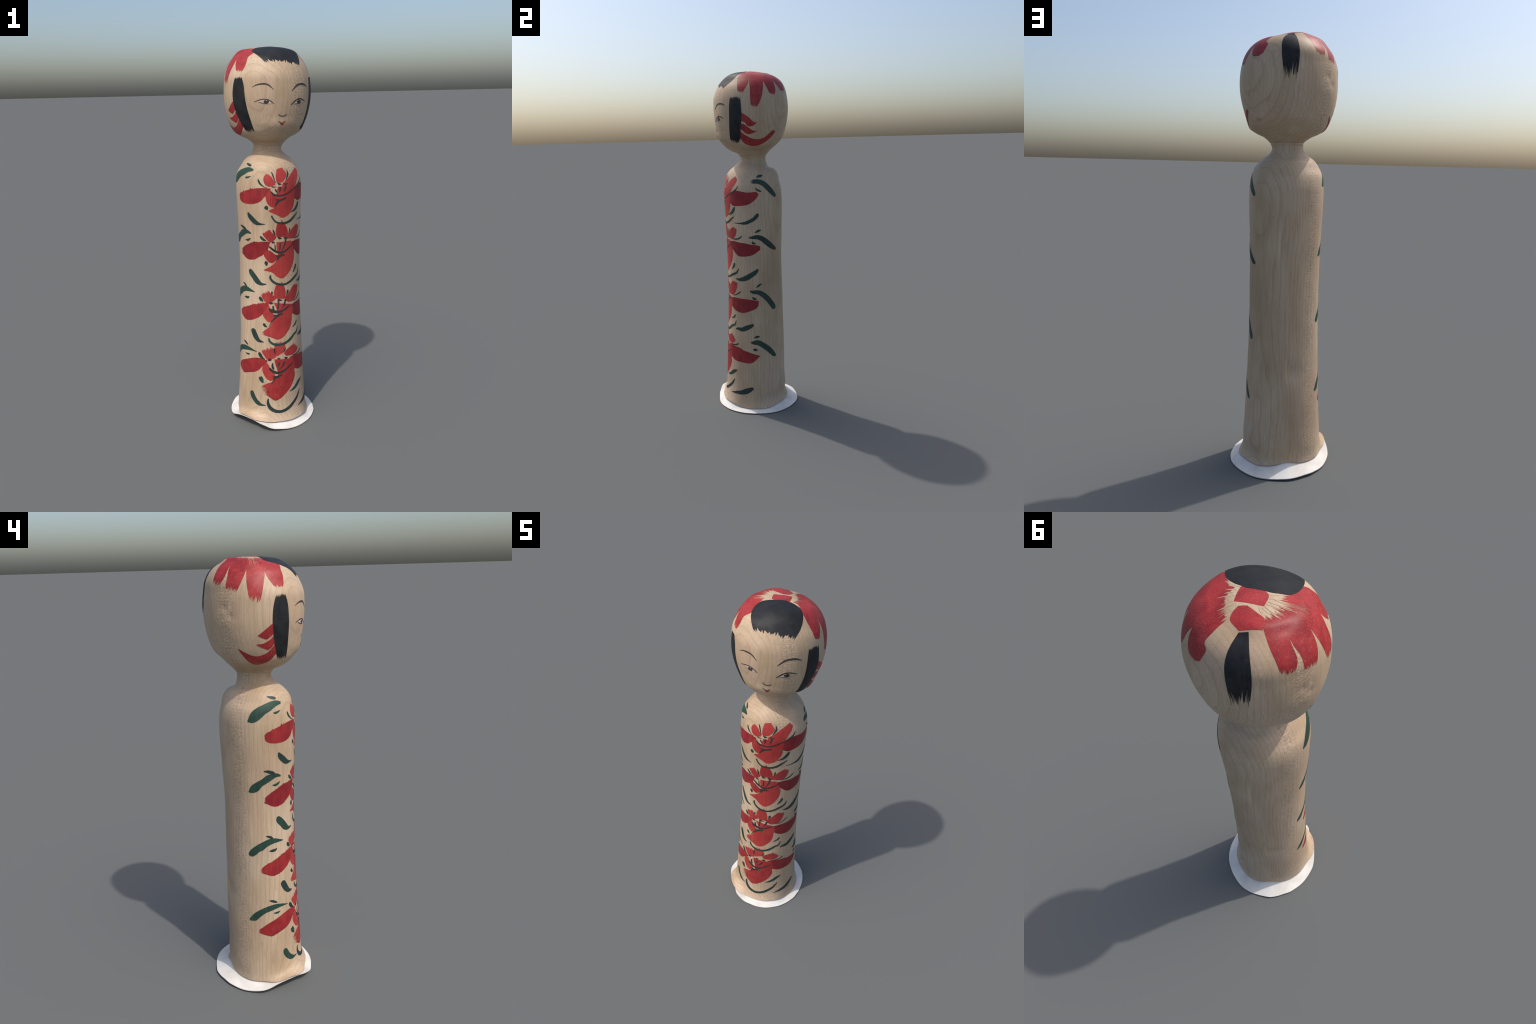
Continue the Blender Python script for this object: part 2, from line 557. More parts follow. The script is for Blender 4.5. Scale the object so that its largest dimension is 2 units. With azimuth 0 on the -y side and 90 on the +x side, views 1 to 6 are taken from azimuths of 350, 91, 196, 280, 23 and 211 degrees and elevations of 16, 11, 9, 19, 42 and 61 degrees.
def lay_paint(name, mat, a, b, ragged, fuzz):
    """Skin of paint between two edge curves a and b (sampled xyz, same length)."""
    rng = np.random.default_rng(1000 + STROKE_NUMBER)
    length = np.linalg.norm(np.diff(0.5 * (a + b), axis=0), axis=1).sum()
    width = np.linalg.norm(a - b, axis=1).max()
    n = int(np.clip(length / 0.0022, 10, 110))
    coarse = 6.0
    m = int(np.clip(width / 0.0017, 7, 60))
    if max(ragged) > 0:
        m = int(np.clip(width / 0.0008, 24, 110))
    v = np.linspace(0, 1, m)
    t0 = bristles(rng, m, ragged[0], coarse)
    t1 = 1.0 - bristles(rng, m, ragged[1], coarse)
    ta = np.linspace(0, 1, len(a))
    tt = t0[None, :] + (t1 - t0)[None, :] * np.linspace(0, 1, n)[:, None]
    pa = np.stack([np.interp(tt, ta, a[:, c]) for c in range(3)], -1)
    pb = np.stack([np.interp(tt, ta, b[:, c]) for c in range(3)], -1)
    vv = np.broadcast_to(v, (n, m)).copy()
    if fuzz:
        hair = fuzz * rng.random(n)**5 * 2.0
        vv[:, 0] -= hair
        vv[:, -1] += fuzz * 0.5 * rng.random(n)**6 * 2.0
    p = pa + (pb - pa) * vv[..., None]
    az, s = locate(p)
    lift = 0.0003 + 0.00002 * LAYER
    top = surface(az, s, lift)
    edge = ([(0, j) for j in range(m)] + [(i, m - 1) for i in range(1, n)]
            + [(n - 1, j) for j in range(m - 2, -1, -1)] + [(i, 0) for i in range(n - 2, 0, -1)])
    low = surface(np.array([az[i, j] for i, j in edge]), np.array([s[i, j] for i, j in edge]), -0.0002)
    verts = np.concatenate([top.reshape(-1, 3), low])
    faces = []
    for i in range(n - 1):
        for j in range(m - 1):
            faces.append((i * m + j, (i + 1) * m + j, (i + 1) * m + j + 1, i * m + j + 1))
    q = len(edge)
    for k in range(q):
        i0, j0 = edge[k]
        i1, j1 = edge[(k + 1) % q]
        faces.append((i0 * m + j0, i1 * m + j1, n * m + (k + 1) % q, n * m + k))
    # outward side up
    c = np.cross(top[1:, :-1] - top[:-1, :-1], top[:-1, 1:] - top[:-1, :-1])
    out = surface(az, s, 0.01) - surface(az, s)
    up = np.sum(c * out[:-1, :-1], axis=-1)
    overall = np.sum(up) >= 0
    same = (up >= 0).ravel().tolist() + [overall] * len(edge)
    faces = [fc if keep else fc[::-1] for fc, keep in zip(faces, same)]
    # shade with the normals of the wood beneath
    e = 1e-3
    d_az = surface(az + e, s) - surface(az - e, s)
    d_s = surface(az, np.minimum(s + e, LENGTH)) - surface(az, np.maximum(s - e, 0))
    nn = np.cross(d_s, d_az)
    nn /= np.maximum(np.linalg.norm(nn, axis=-1, keepdims=True), 1e-9)
    if np.sum(nn * out) < 0:
        nn = -nn
    low_n = np.array([nn[i, j] for i, j in edge])
    normals = np.concatenate([nn.reshape(-1, 3), low_n])
    return new_object(name, verts, faces, mat, HEAD if CANVAS == 'head' else BODY, normals)


def wash(name, mat, edge_a, edge_b, ragged=(0, 0), fuzz=0):
    """A broad load of paint between two edges."""
    next_layer()
    a, b = smooth_line(on_wood(edge_a), 80), smooth_line(on_wood(edge_b), 80)
    lay_paint(name, mat, a, b, ragged, fuzz)


def brush(name, mat, spine, ragged=(0, 0)):
    """One pull of the brush: spine points with the half-width (mm) at each."""
    next_layer()
    sp = np.array(spine, float)
    line = smooth_line(np.column_stack([on_wood(sp[:, :2]), sp[:, 2] / 1000.0]), 80)
    p, w = line[:, :3], np.maximum(line[:, 3], 0.0003)
    length = np.linalg.norm(np.diff(p, axis=0), axis=1).sum()
    t = np.linspace(0, 1, 80)
    for end in (0, 1):
        d = t if end == 0 else 1 - t
        cap = min(0.45, w[0 if end == 0 else -1] / max(length, 1e-4))
        if ragged[end] == 0 and cap > 0.01:
            x = np.clip(d / cap, 0, 1)
            w = w * np.maximum(np.sqrt(np.maximum(1 - (1 - x)**2, 0)), 0.12)
    az, s = locate(p)
    out = surface(az, s, 0.01) - surface(az, s)
    tangent = np.gradient(p, axis=0)
    side = np.cross(out, tangent)
    side /= np.maximum(np.linalg.norm(side, axis=1, keepdims=True), 1e-9)
    lay_paint(name, mat, p + side * w[:, None], p - side * w[:, None], ragged, 0)



# first flower from the top

CANVAS = 'body'
next_layer(0)
wash('petal', CRIMSON, [(261.4, 908.1), (249.3, 905.4), (237.0, 907.3), (224.5, 914.9), (211.7, 926.9), (203.7, 936.9), (199.5, 945.0), (198.8, 953.9)],
     [(256.7, 939.0), (253.0, 945.6), (250.7, 950.0), (246.1, 965.8), (238.4, 980.0), (223.4, 988.5), (213.3, 987.1), (205.2, 982.2), (201.1, 974.6), (198.9, 964.9)], ragged=(0, 0.03), fuzz=0.06)
wash('petal', CRIMSON, [(304.0, 922.4), (318.6, 900.7), (329.7, 894.7), (339.2, 899.0), (352.0, 905.0), (4.2, 903.3), (9.9, 902.7), (14.0, 913.0)],
     [(299.6, 950.0), (307.6, 965.4), (319.3, 983.8), (332.3, 983.2), (343.5, 979.9), (353.8, 973.8), (3.7, 956.4), (11.1, 935.8), (14.4, 918.5)], ragged=(0, 0), fuzz=0)
wash('petal', RED, [(253.9, 835.3), (250.0, 848.1), (248.9, 861.3), (249.7, 876.6), (253.1, 892.1), (259.2, 900.1)],
     [(254.7, 835.3), (258.7, 840.4), (263.4, 850.5), (266.4, 866.2), (269.4, 879.9), (269.3, 891.0)], ragged=(0.05, 0), fuzz=0)
wash('petal', RED, [(273.7, 809.8), (271.8, 833.4), (270.9, 862.3), (272.6, 882.5)],
     [(284.8, 802.5), (290.1, 824.8), (293.3, 839.1), (290.0, 859.0), (282.7, 879.9)], ragged=(0.06, 0), fuzz=0)
wash('petal', RED, [(324.4, 809.3), (311.7, 828.2), (298.9, 852.1), (291.4, 870.7), (285.4, 880.5), (281.5, 893.2)],
     [(329.2, 827.3), (325.5, 854.2), (317.2, 883.8), (311.6, 909.5), (301.7, 921.9), (290.2, 931.8)], ragged=(0.06, 0), fuzz=0)
wash('petal', RED, [(293.3, 900.9), (310.3, 922.9), (309.6, 968.8), (308.4, 998.5), (304.3, 1022.2), (296.5, 1047.0), (282.0, 1061.5), (274.3, 1049.0), (266.3, 1036.9), (256.7, 1023.0)],
     [(273.9, 900.8), (272.2, 922.9), (271.3, 945.2), (273.6, 963.9), (272.0, 981.8), (268.8, 999.5), (265.6, 1009.3), (260.9, 1014.3), (256.7, 1021.2)], ragged=(0, 0.03), fuzz=0)
wash('petal', RED, [(260.6, 910.3), (253.0, 943.3), (253.2, 965.8), (256.1, 986.4), (261.0, 1000.6), (266.4, 1006.0)],
     [(261.3, 921.5), (266.6, 942.2), (272.8, 956.9), (273.6, 975.3), (270.4, 990.7), (267.2, 1004.9)], ragged=(0, 0), fuzz=0)
brush('stamen', GREEN, [(239.5, 861.9, 3.2), (241.6, 877.0, 5.0), (245.5, 890.0, 4.0), (250.1, 898.7, 1.8), (256.1, 904.4, 0.9)])
brush('stamen', DARK, [(263.3, 825.1, 1.8), (265.2, 839.5, 3.6), (267.3, 857.5, 3.2), (269.5, 875.4, 1.8), (271.4, 882.4, 0.7)])
brush('stamen', GREEN, [(295.4, 819.0, 1.7), (296.3, 839.8, 5.2), (293.1, 857.5, 3.7), (289.3, 873.6, 1.0)])
brush('stamen', DARK, [(261.0, 921.4, 3.1), (265.8, 937.6, 4.9), (272.9, 945.5, 4.9), (281.1, 946.3, 4.6), (290.2, 940.8, 4.0), (300.5, 928.4, 3.4), (308.8, 917.9, 3.2), (319.8, 903.0, 4.6), (327.6, 887.7, 4.1), (332.6, 868.3, 1.6)])
brush('stamen', DARK, [(273.4, 882.7, 1.8), (276.6, 887.7, 4.9), (281.2, 888.6, 1.3)])
brush('stamen', DARK, [(284.3, 885.9, 1.8), (288.8, 889.3, 4.4), (294.7, 887.5, 0.9)])
brush('stamen', DARK, [(289.2, 890.5, 4.3), (288.4, 908.6, 5.3), (284.7, 931.3, 1.0)])
brush('stamen', DARK, [(277.6, 899.2, 1.4), (277.9, 912.8, 4.3), (276.6, 931.6, 1.0)])
brush('stamen', DARK, [(261.5, 893.6, 0.9), (265.3, 900.6, 3.1), (271.5, 900.4, 0.9)])
brush('stamen', DARK, [(268.3, 910.0, 1.8), (270.6, 920.4, 4.1), (272.5, 931.9, 1.1)])
brush('stamen', DARK, [(270.4, 961.0, 2.2), (274.4, 970.9, 5.9), (282.0, 967.1, 6.2), (290.2, 959.2, 3.5)])
brush('stamen', DARK, [(275.6, 972.3, 7.3), (271.2, 986.2, 4.8), (267.2, 1006.1, 0.9)])
brush('leaf', GREEN, [(252.0, 995.3, 5.4), (253.4, 1004.5, 9.9), (256.0, 1013.8, 3.2)])
brush('leaf', GREEN, [(219.7, 1031.5, 3.1), (222.3, 1048.1, 10.9), (229.1, 1069.5, 13.2), (235.6, 1084.5, 10.9), (241.9, 1089.5, 5.7), (251.3, 1090.1, 0.7)])
brush('leaf', GREEN, [(261.9, 1045.5, 4.1), (265.4, 1065.6, 4.1), (271.0, 1081.8, 4.5), (279.4, 1088.6, 5.1), (289.4, 1089.7, 5.9), (299.9, 1081.1, 6.4), (308.3, 1066.2, 5.6), (320.2, 1046.2, 2.3)])
brush('leaf', GREEN, [(322.7, 989.3, 4.3), (318.7, 1009.3, 9.8), (311.7, 1027.7, 7.1), (300.7, 1037.8, 0.9)])
brush('leaf', GREEN, [(12.4, 1026.4, 6.3), (10.2, 1039.4, 10.1), (4.4, 1056.9, 10.0), (355.9, 1070.9, 9.5), (345.6, 1081.9, 8.6), (334.5, 1084.1, 3.9), (318.0, 1083.6, 0.8)])
brush('leaf', GREEN, [(355.5, 847.9, 6.2), (5.0, 842.6, 11.5), (15.3, 843.9, 13.5), (24.6, 854.9, 14.8), (34.6, 880.5, 16.1), (43.6, 908.6, 15.3), (53.1, 936.0, 8.3)], ragged=(0.16, 0))
brush('leaf', GREEN, [(11.8, 818.7, 2.4), (18.6, 811.9, 8.4), (27.2, 808.3, 4.0)])
brush('leaf', GREEN, [(7.8, 876.4, 0.7), (11.7, 891.0, 5.2), (20.2, 901.6, 3.8)])
wash('leaf', GREEN, [(175.6, 884.3), (180.5, 852.3), (187.7, 833.6), (199.2, 818.7), (210.4, 809.2), (220.2, 806.3), (231.3, 816.8)],
     [(175.6, 888.7), (182.6, 892.5), (190.2, 884.1), (195.6, 870.9), (201.7, 856.7), (209.6, 845.9), (217.9, 831.4), (230.6, 821.8)], ragged=(0, 0.06), fuzz=0)
brush('leaf', GREEN, [(206.6, 785.8, 1.6), (213.6, 791.5, 6.2), (220.0, 796.3, 6.2), (222.7, 797.3, 2.7)])
brush('leaf', GREEN, [(213.1, 855.6, 1.4), (217.1, 857.0, 4.6), (221.6, 853.6, 3.7), (226.1, 848.6, 0.6)])

# second flower from the top
next_layer(0)
wash('petal', CRIMSON, [(259.4, 1182.8), (245.9, 1182.7), (234.3, 1185.8), (230.9, 1185.7), (220.4, 1197.9), (211.1, 1210.5), (203.1, 1224.9), (196.3, 1241.8)],
     [(255.2, 1223.1), (249.4, 1242.3), (245.7, 1253.5), (234.9, 1271.3), (231.5, 1278.9), (222.8, 1285.0), (215.1, 1285.7), (208.1, 1278.8), (201.5, 1268.1), (195.2, 1261.5)], ragged=(0, 0.07), fuzz=0.04)
wash('petal', CRIMSON, [(291.9, 1199.2), (316.7, 1192.5), (329.1, 1196.9), (343.7, 1200.9), (357.7, 1209.0), (9.7, 1213.6), (17.8, 1222.3)],
     [(299.8, 1231.0), (309.8, 1239.6), (317.5, 1259.4), (326.6, 1277.8), (338.8, 1280.2), (349.9, 1276.7), (358.8, 1270.5), (7.6, 1256.4), (17.1, 1236.9)], ragged=(0, 0.05), fuzz=0)
wash('petal', RED, [(245.9, 1133.1), (246.6, 1147.1), (250.0, 1161.2), (253.9, 1175.4), (259.4, 1187.6)],
     [(255.8, 1111.8), (259.7, 1123.8), (262.8, 1135.9), (267.6, 1148.4), (270.8, 1158.6), (267.5, 1174.5)], ragged=(0.2, 0), fuzz=0)
wash('petal', RED, [(275.9, 1084.6), (272.2, 1090.7), (270.1, 1113.6), (269.2, 1141.7), (271.7, 1161.1)],
     [(285.6, 1087.6), (287.5, 1095.3), (291.9, 1118.1), (293.5, 1144.8), (290.5, 1162.5)], ragged=(0, 0), fuzz=0)
brush('petal', RED, [(280.4, 1069.6, 0.7), (281.6, 1083.9, 5.5), (282.0, 1093.4, 8.5)])
wash('petal', RED, [(318.1, 1104.8), (305.6, 1123.0), (296.3, 1142.3), (294.5, 1145.2), (287.6, 1156.6)],
     [(325.8, 1112.8), (324.6, 1133.8), (321.2, 1159.2), (314.5, 1175.8), (300.1, 1177.5), (290.6, 1172.0)], ragged=(0.1, 0), fuzz=0)
wash('petal', RED, [(301.2, 1187.7), (307.7, 1223.7), (310.7, 1259.5), (309.9, 1293.1), (304.8, 1326.5), (295.2, 1359.8), (286.1, 1379.7), (279.6, 1384.4), (271.0, 1372.1), (261.9, 1348.7), (246.3, 1336.7)],
     [(270.8, 1187.1), (270.7, 1213.2), (272.3, 1239.7), (273.1, 1263.8), (270.5, 1284.7), (264.6, 1302.9), (258.0, 1316.9), (246.3, 1334.8)], ragged=(0, 0), fuzz=0)
wash('petal', RED, [(254.4, 1225.4), (247.3, 1249.7), (250.8, 1273.5), (256.4, 1292.7), (262.1, 1297.8)],
     [(260.0, 1232.9), (265.6, 1245.5), (271.4, 1261.0), (272.2, 1273.1), (266.3, 1293.5)], ragged=(0, 0), fuzz=0)
brush('stamen', GREEN, [(241.3, 1152.4, 3.4), (244.4, 1163.9, 7.2), (248.3, 1173.1, 6.2), (252.3, 1176.5, 1.9)])
brush('stamen', DARK, [(264.4, 1119.6, 2.7), (266.4, 1136.4, 4.6), (268.4, 1153.3, 1.8)])
brush('stamen', GREEN, [(298.6, 1118.7, 2.6), (297.7, 1132.4, 4.4), (296.1, 1143.5, 1.2)])
brush('stamen', GREEN, [(337.9, 1156.1, 2.0), (332.8, 1169.1, 4.4), (325.3, 1178.0, 4.4), (315.8, 1179.2, 2.6), (307.2, 1178.2, 1.2)])
brush('stamen', DARK, [(262.2, 1183.2, 5.1), (264.2, 1187.0, 6.1), (268.3, 1188.9, 1.4)])
brush('stamen', DARK, [(273.8, 1159.3, 4.6), (276.8, 1167.2, 6.0), (281.2, 1168.5, 1.4)])
brush('stamen', DARK, [(284.8, 1165.0, 3.2), (288.6, 1170.0, 6.1), (294.6, 1172.6, 1.0)])
brush('stamen', DARK, [(289.1, 1171.4, 5.0), (288.2, 1194.9, 5.0), (285.3, 1215.2, 4.3), (281.5, 1235.3, 2.6)])
brush('stamen', DARK, [(277.6, 1190.0, 3.0), (277.6, 1210.2, 4.0), (276.7, 1233.7, 3.0)])
brush('stamen', DARK, [(267.5, 1195.9, 1.9), (268.2, 1212.7, 3.3), (268.6, 1231.7, 2.8)])
brush('stamen', DARK, [(256.5, 1206.4, 3.3), (261.7, 1220.0, 5.1), (268.2, 1234.0, 6.0), (276.6, 1243.2, 5.7), (285.7, 1241.6, 5.6), (293.7, 1230.7, 4.6), (301.4, 1217.8, 3.2), (310.3, 1198.6, 1.6)])
brush('stamen', DARK, [(269.3, 1255.7, 3.2), (273.9, 1264.0, 6.7), (280.1, 1258.7, 6.9), (287.6, 1259.2, 2.9)])
brush('stamen', DARK, [(276.5, 1264.7, 6.6), (273.0, 1275.7, 5.0), (269.6, 1289.3, 1.0)])
brush('leaf', GREEN, [(250.8, 1285.5, 5.2), (251.5, 1297.6, 8.9), (252.3, 1312.0, 2.8)])
brush('leaf', GREEN, [(218.9, 1335.9, 6.3), (220.8, 1352.1, 14.6), (227.6, 1376.0, 15.5), (234.7, 1400.5, 14.6), (241.6, 1412.1, 8.1), (252.5, 1411.8, 1.0)], ragged=(0, 0.1))
brush('leaf', GREEN, [(259.4, 1361.6, 3.7), (258.5, 1376.2, 5.6), (262.1, 1394.7, 6.1), (269.1, 1409.2, 6.2), (278.5, 1417.3, 5.8), (287.8, 1418.3, 5.7), (297.0, 1411.0, 6.0), (309.5, 1394.7, 6.9), (320.9, 1380.0, 5.9), (327.0, 1354.9, 2.0)])
brush('leaf', GREEN, [(315.8, 1322.4, 6.2), (313.6, 1340.7, 7.4), (306.1, 1364.1, 2.3)])
brush('leaf', GREEN, [(10.5, 1354.4, 4.5), (4.7, 1372.4, 11.8), (355.7, 1389.5, 14.2), (344.8, 1407.6, 15.1), (333.2, 1418.4, 11.1), (324.8, 1419.6, 5.8), (317.9, 1417.1, 1.7)])
brush('leaf', GREEN, [(352.2, 1167.3, 2.0), (0.8, 1166.2, 8.8), (10.1, 1164.7, 12.6), (19.5, 1174.8, 14.4), (29.3, 1196.8, 16.1), (39.1, 1219.7, 15.6), (47.9, 1238.1, 11.1), (53.6, 1246.9, 5.4)])
brush('leaf', GREEN, [(4.8, 1139.7, 1.0), (10.4, 1130.6, 6.9), (17.7, 1123.3, 4.5)])
brush('leaf', GREEN, [(358.4, 1189.4, 2.0), (1.3, 1199.3, 7.4), (7.2, 1203.5, 1.5)])
wash('leaf', GREEN, [(173.0, 1206.3), (177.6, 1179.5), (186.0, 1161.0), (194.7, 1146.0), (201.0, 1131.6), (207.3, 1127.9), (215.2, 1125.8), (224.8, 1139.6)],
     [(175.3, 1211.6), (181.7, 1210.4), (188.7, 1200.4), (193.9, 1181.2), (200.8, 1168.9), (208.5, 1155.9), (215.2, 1145.4), (225.6, 1145.1)], ragged=(0, 0.05), fuzz=0)
brush('leaf', GREEN, [(196.5, 1110.2, 1.5), (203.5, 1113.9, 6.5), (211.2, 1123.7, 7.5), (213.8, 1125.0, 3.9)])
brush('leaf', GREEN, [(209.8, 1180.1, 1.2), (215.3, 1180.9, 5.5), (219.6, 1175.5, 4.6), (223.0, 1166.9, 0.7)])

# third flower from the top
next_layer(0)
wash('petal', CRIMSON, [(256.2, 1513.9), (243.7, 1518.8), (233.3, 1526.8), (223.2, 1533.9), (215.3, 1545.1), (206.0, 1557.1), (197.9, 1567.5), (192.7, 1577.9), (188.0, 1594.5)],
     [(249.4, 1556.4), (243.2, 1579.8), (236.8, 1596.7), (232.7, 1603.5), (223.6, 1617.3), (215.0, 1625.5), (208.0, 1628.0), (200.1, 1619.9), (192.4, 1610.6), (186.7, 1602.5)], ragged=(0, 0.1), fuzz=0.05)
wash('petal', CRIMSON, [(288.5, 1548.8), (312.1, 1535.0), (325.4, 1535.4), (339.5, 1536.4), (352.4, 1539.8), (4.7, 1545.2), (12.2, 1548.9)],
     [(291.2, 1578.1), (303.1, 1593.2), (313.0, 1610.3), (323.9, 1620.0), (333.3, 1622.8), (342.7, 1617.9), (351.8, 1608.0), (2.4, 1595.6), (9.7, 1573.8)], ragged=(0, 0.05), fuzz=0)
wash('petal', RED, [(241.8, 1461.1), (242.1, 1480.8), (245.5, 1499.9), (249.6, 1514.2), (254.5, 1518.9)],
     [(252.4, 1439.8), (258.1, 1459.4), (261.3, 1469.5), (266.3, 1480.0), (268.7, 1492.9), (262.8, 1506.9)], ragged=(0.22, 0), fuzz=0)
wash('petal', RED, [(269.9, 1411.8), (265.6, 1445.3), (264.6, 1469.8), (267.0, 1492.6)],
     [(283.1, 1416.1), (287.1, 1447.6), (288.0, 1472.9), (286.4, 1499.5)], ragged=(0, 0), fuzz=0)
brush('petal', RED, [(280.2, 1400.3, 1.5), (280.3, 1415.0, 4.1)])
wash('petal', RED, [(309.6, 1428.9), (300.6, 1452.9), (291.9, 1476.2), (288.5, 1483.1), (286.5, 1494.6)],
     [(320.7, 1432.9), (322.1, 1455.2), (317.9, 1490.0), (312.3, 1513.1), (296.5, 1523.0), (289.3, 1513.6)], ragged=(0.15, 0), fuzz=0)
wash('petal', RED, [(299.8, 1535.4), (304.3, 1569.2), (302.1, 1598.0), (301.1, 1627.8), (297.1, 1662.9), (289.5, 1690.3), (280.9, 1713.2), (270.6, 1724.2), (261.8, 1713.3), (251.4, 1701.6), (241.8, 1693.3)],
     [(264.4, 1514.6), (269.3, 1550.4), (271.6, 1575.9), (266.4, 1599.4), (260.6, 1623.4), (256.4, 1645.8), (253.2, 1655.9), (246.7, 1669.3), (240.9, 1689.7)], ragged=(0, 0.1), fuzz=0)
wash('petal', RED, [(254.5, 1518.9), (249.5, 1548.9), (243.8, 1579.6), (247.7, 1603.8), (253.3, 1620.7), (256.5, 1623.2)],
     [(256.1, 1533.8), (258.4, 1558.7), (264.9, 1584.2), (264.8, 1599.1), (258.2, 1620.7)], ragged=(0, 0), fuzz=0)
brush('stamen', GREEN, [(237.4, 1483.3, 5.3), (240.4, 1496.1, 8.8), (244.6, 1508.7, 3.0)])
brush('stamen', GREEN, [(261.0, 1452.1, 5.2), (261.3, 1469.5, 3.8)])
brush('stamen', GREEN, [(292.6, 1451.9, 6.6), (292.1, 1465.2, 6.1), (289.0, 1478.4, 1.2)])
brush('stamen', GREEN, [(331.0, 1492.8, 2.2), (323.5, 1506.8, 3.5), (314.9, 1519.5, 2.5), (304.7, 1522.4, 1.1)])
brush('stamen', DARK, [(256.2, 1511.4, 4.9), (258.6, 1516.5, 7.4), (263.6, 1516.9, 1.2)])
brush('stamen', DARK, [(271.2, 1498.5, 5.4), (274.6, 1502.1, 5.9), (281.3, 1505.8, 1.2)])
brush('stamen', DARK, [(286.4, 1502.0, 6.3), (287.3, 1515.0, 5.9)])
brush('stamen', DARK, [(272.9, 1504.0, 4.4), (273.2, 1526.6, 4.9), (271.4, 1555.9, 3.5)])
brush('stamen', DARK, [(286.8, 1514.7, 5.7), (283.4, 1535.5, 3.9), (278.3, 1555.8, 1.3)])
brush('stamen', GREEN, [(262.7, 1531.8, 4.2), (263.4, 1549.3, 4.7), (265.0, 1559.4, 3.3)])
brush('stamen', DARK, [(255.2, 1543.7, 3.4), (258.5, 1556.2, 8.8), (265.0, 1564.4, 8.8), (273.4, 1567.7, 7.6), (282.3, 1562.5, 6.4), (290.0, 1551.6, 4.0), (299.7, 1537.9, 1.6)])
brush('stamen', DARK, [(263.2, 1586.4, 4.9), (269.9, 1589.1, 6.5), (276.8, 1582.7, 6.2), (282.2, 1580.0, 3.7)])
brush('stamen', DARK, [(269.8, 1592.8, 6.6), (263.1, 1608.8, 4.4), (258.1, 1628.2, 2.4), (254.8, 1648.3, 1.0)])
brush('leaf', GREEN, [(245.2, 1629.3, 6.6), (247.2, 1641.5, 7.1), (251.6, 1651.0, 2.0)])
brush('leaf', GREEN, [(223.6, 1666.6, 13.9), (227.0, 1689.8, 15.1), (231.6, 1715.2, 14.0), (236.8, 1730.7, 9.2), (245.7, 1736.7, 1.0)])
brush('leaf', GREEN, [(254.6, 1711.1, 3.4), (255.3, 1726.3, 5.4), (260.0, 1743.0, 5.9), (268.0, 1752.1, 7.1), (277.1, 1752.9, 6.8), (285.9, 1747.6, 6.8), (295.9, 1733.0, 7.7), (305.5, 1713.1, 6.0), (312.7, 1705.3, 5.5), (317.7, 1676.7, 2.0)])
brush('leaf', GREEN, [(314.9, 1638.8, 3.4), (311.5, 1655.1, 5.5), (302.2, 1669.3, 1.5)])
brush('leaf', GREEN, [(357.6, 1690.4, 6.0), (351.1, 1702.0, 11.5), (342.2, 1713.5, 14.4), (332.8, 1725.3, 12.2), (323.6, 1724.3, 8.6), (316.2, 1727.2, 2.7)])
brush('leaf', GREEN, [(351.1, 1486.8, 3.1), (358.2, 1493.0, 10.1), (8.7, 1495.3, 13.0), (18.4, 1510.0, 15.2), (28.5, 1536.2, 15.9), (37.1, 1568.1, 16.3), (44.2, 1597.7, 14.7), (46.9, 1608.4, 8.8)])
brush('leaf', GREEN, [(4.6, 1468.3, 1.0), (10.0, 1455.2, 6.1), (16.4, 1443.8, 3.6)])
brush('leaf', GREEN, [(355.6, 1524.6, 2.5), (0.4, 1533.5, 7.1), (5.6, 1537.7, 1.5)])
wash('leaf', GREEN, [(170.1, 1510.1), (173.8, 1491.7), (181.9, 1470.7), (191.1, 1454.1), (199.0, 1443.5), (207.1, 1437.9), (215.7, 1443.3), (228.7, 1459.6)],
     [(171.1, 1520.2), (176.2, 1524.5), (182.9, 1512.5), (187.5, 1499.7), (193.4, 1491.9), (199.3, 1476.8), (209.6, 1465.2), (228.7, 1461.7)], ragged=(0, 0), fuzz=0)
brush('leaf', GREEN, [(198.1, 1424.4, 1.2), (203.1, 1427.7, 5.1), (209.2, 1438.0, 5.0)])
brush('leaf', GREEN, [(202.5, 1499.9, 1.1), (208.6, 1499.9, 6.4), (212.9, 1498.4, 5.9), (216.3, 1490.5, 0.7)])

# fourth flower from the top
next_layer(0)
wash('petal', CRIMSON, [(252.6, 1841.0), (238.4, 1829.5), (225.2, 1836.5), (215.2, 1849.0), (206.3, 1862.4), (197.8, 1876.0), (190.4, 1892.5), (182.4, 1911.1)],
     [(249.5, 1857.0), (241.6, 1879.9), (236.5, 1899.7), (229.0, 1915.1), (217.8, 1927.7), (209.7, 1937.9), (202.9, 1945.3), (194.1, 1936.5), (186.9, 1927.6), (181.5, 1921.6)], ragged=(0, 0.08), fuzz=0)
wash('petal', CRIMSON, [(292.6, 1835.1), (309.0, 1836.2), (321.3, 1840.3), (330.5, 1845.7), (332.8, 1852.4), (343.1, 1860.6), (353.2, 1870.8), (1.4, 1878.9), (10.1, 1888.4)],
     [(296.4, 1903.5), (305.9, 1915.6), (314.5, 1926.6), (326.4, 1930.1), (337.5, 1932.5), (346.9, 1933.8), (353.6, 1927.8), (359.4, 1914.9), (4.5, 1900.0)], ragged=(0, 0.03), fuzz=0)
wash('petal', RED, [(241.7, 1771.7), (242.5, 1797.0), (246.5, 1816.3), (249.5, 1833.7)],
     [(257.6, 1751.7), (263.0, 1782.7), (266.8, 1806.5), (265.9, 1824.2), (257.3, 1835.8)], ragged=(0.3, 0), fuzz=0)
wash('petal', RED, [(265.7, 1724.9), (263.9, 1757.5), (265.3, 1788.3), (267.5, 1819.5)],
     [(282.1, 1726.1), (284.0, 1760.5), (284.7, 1786.7), (280.1, 1801.9)], ragged=(0.35, 0), fuzz=0)
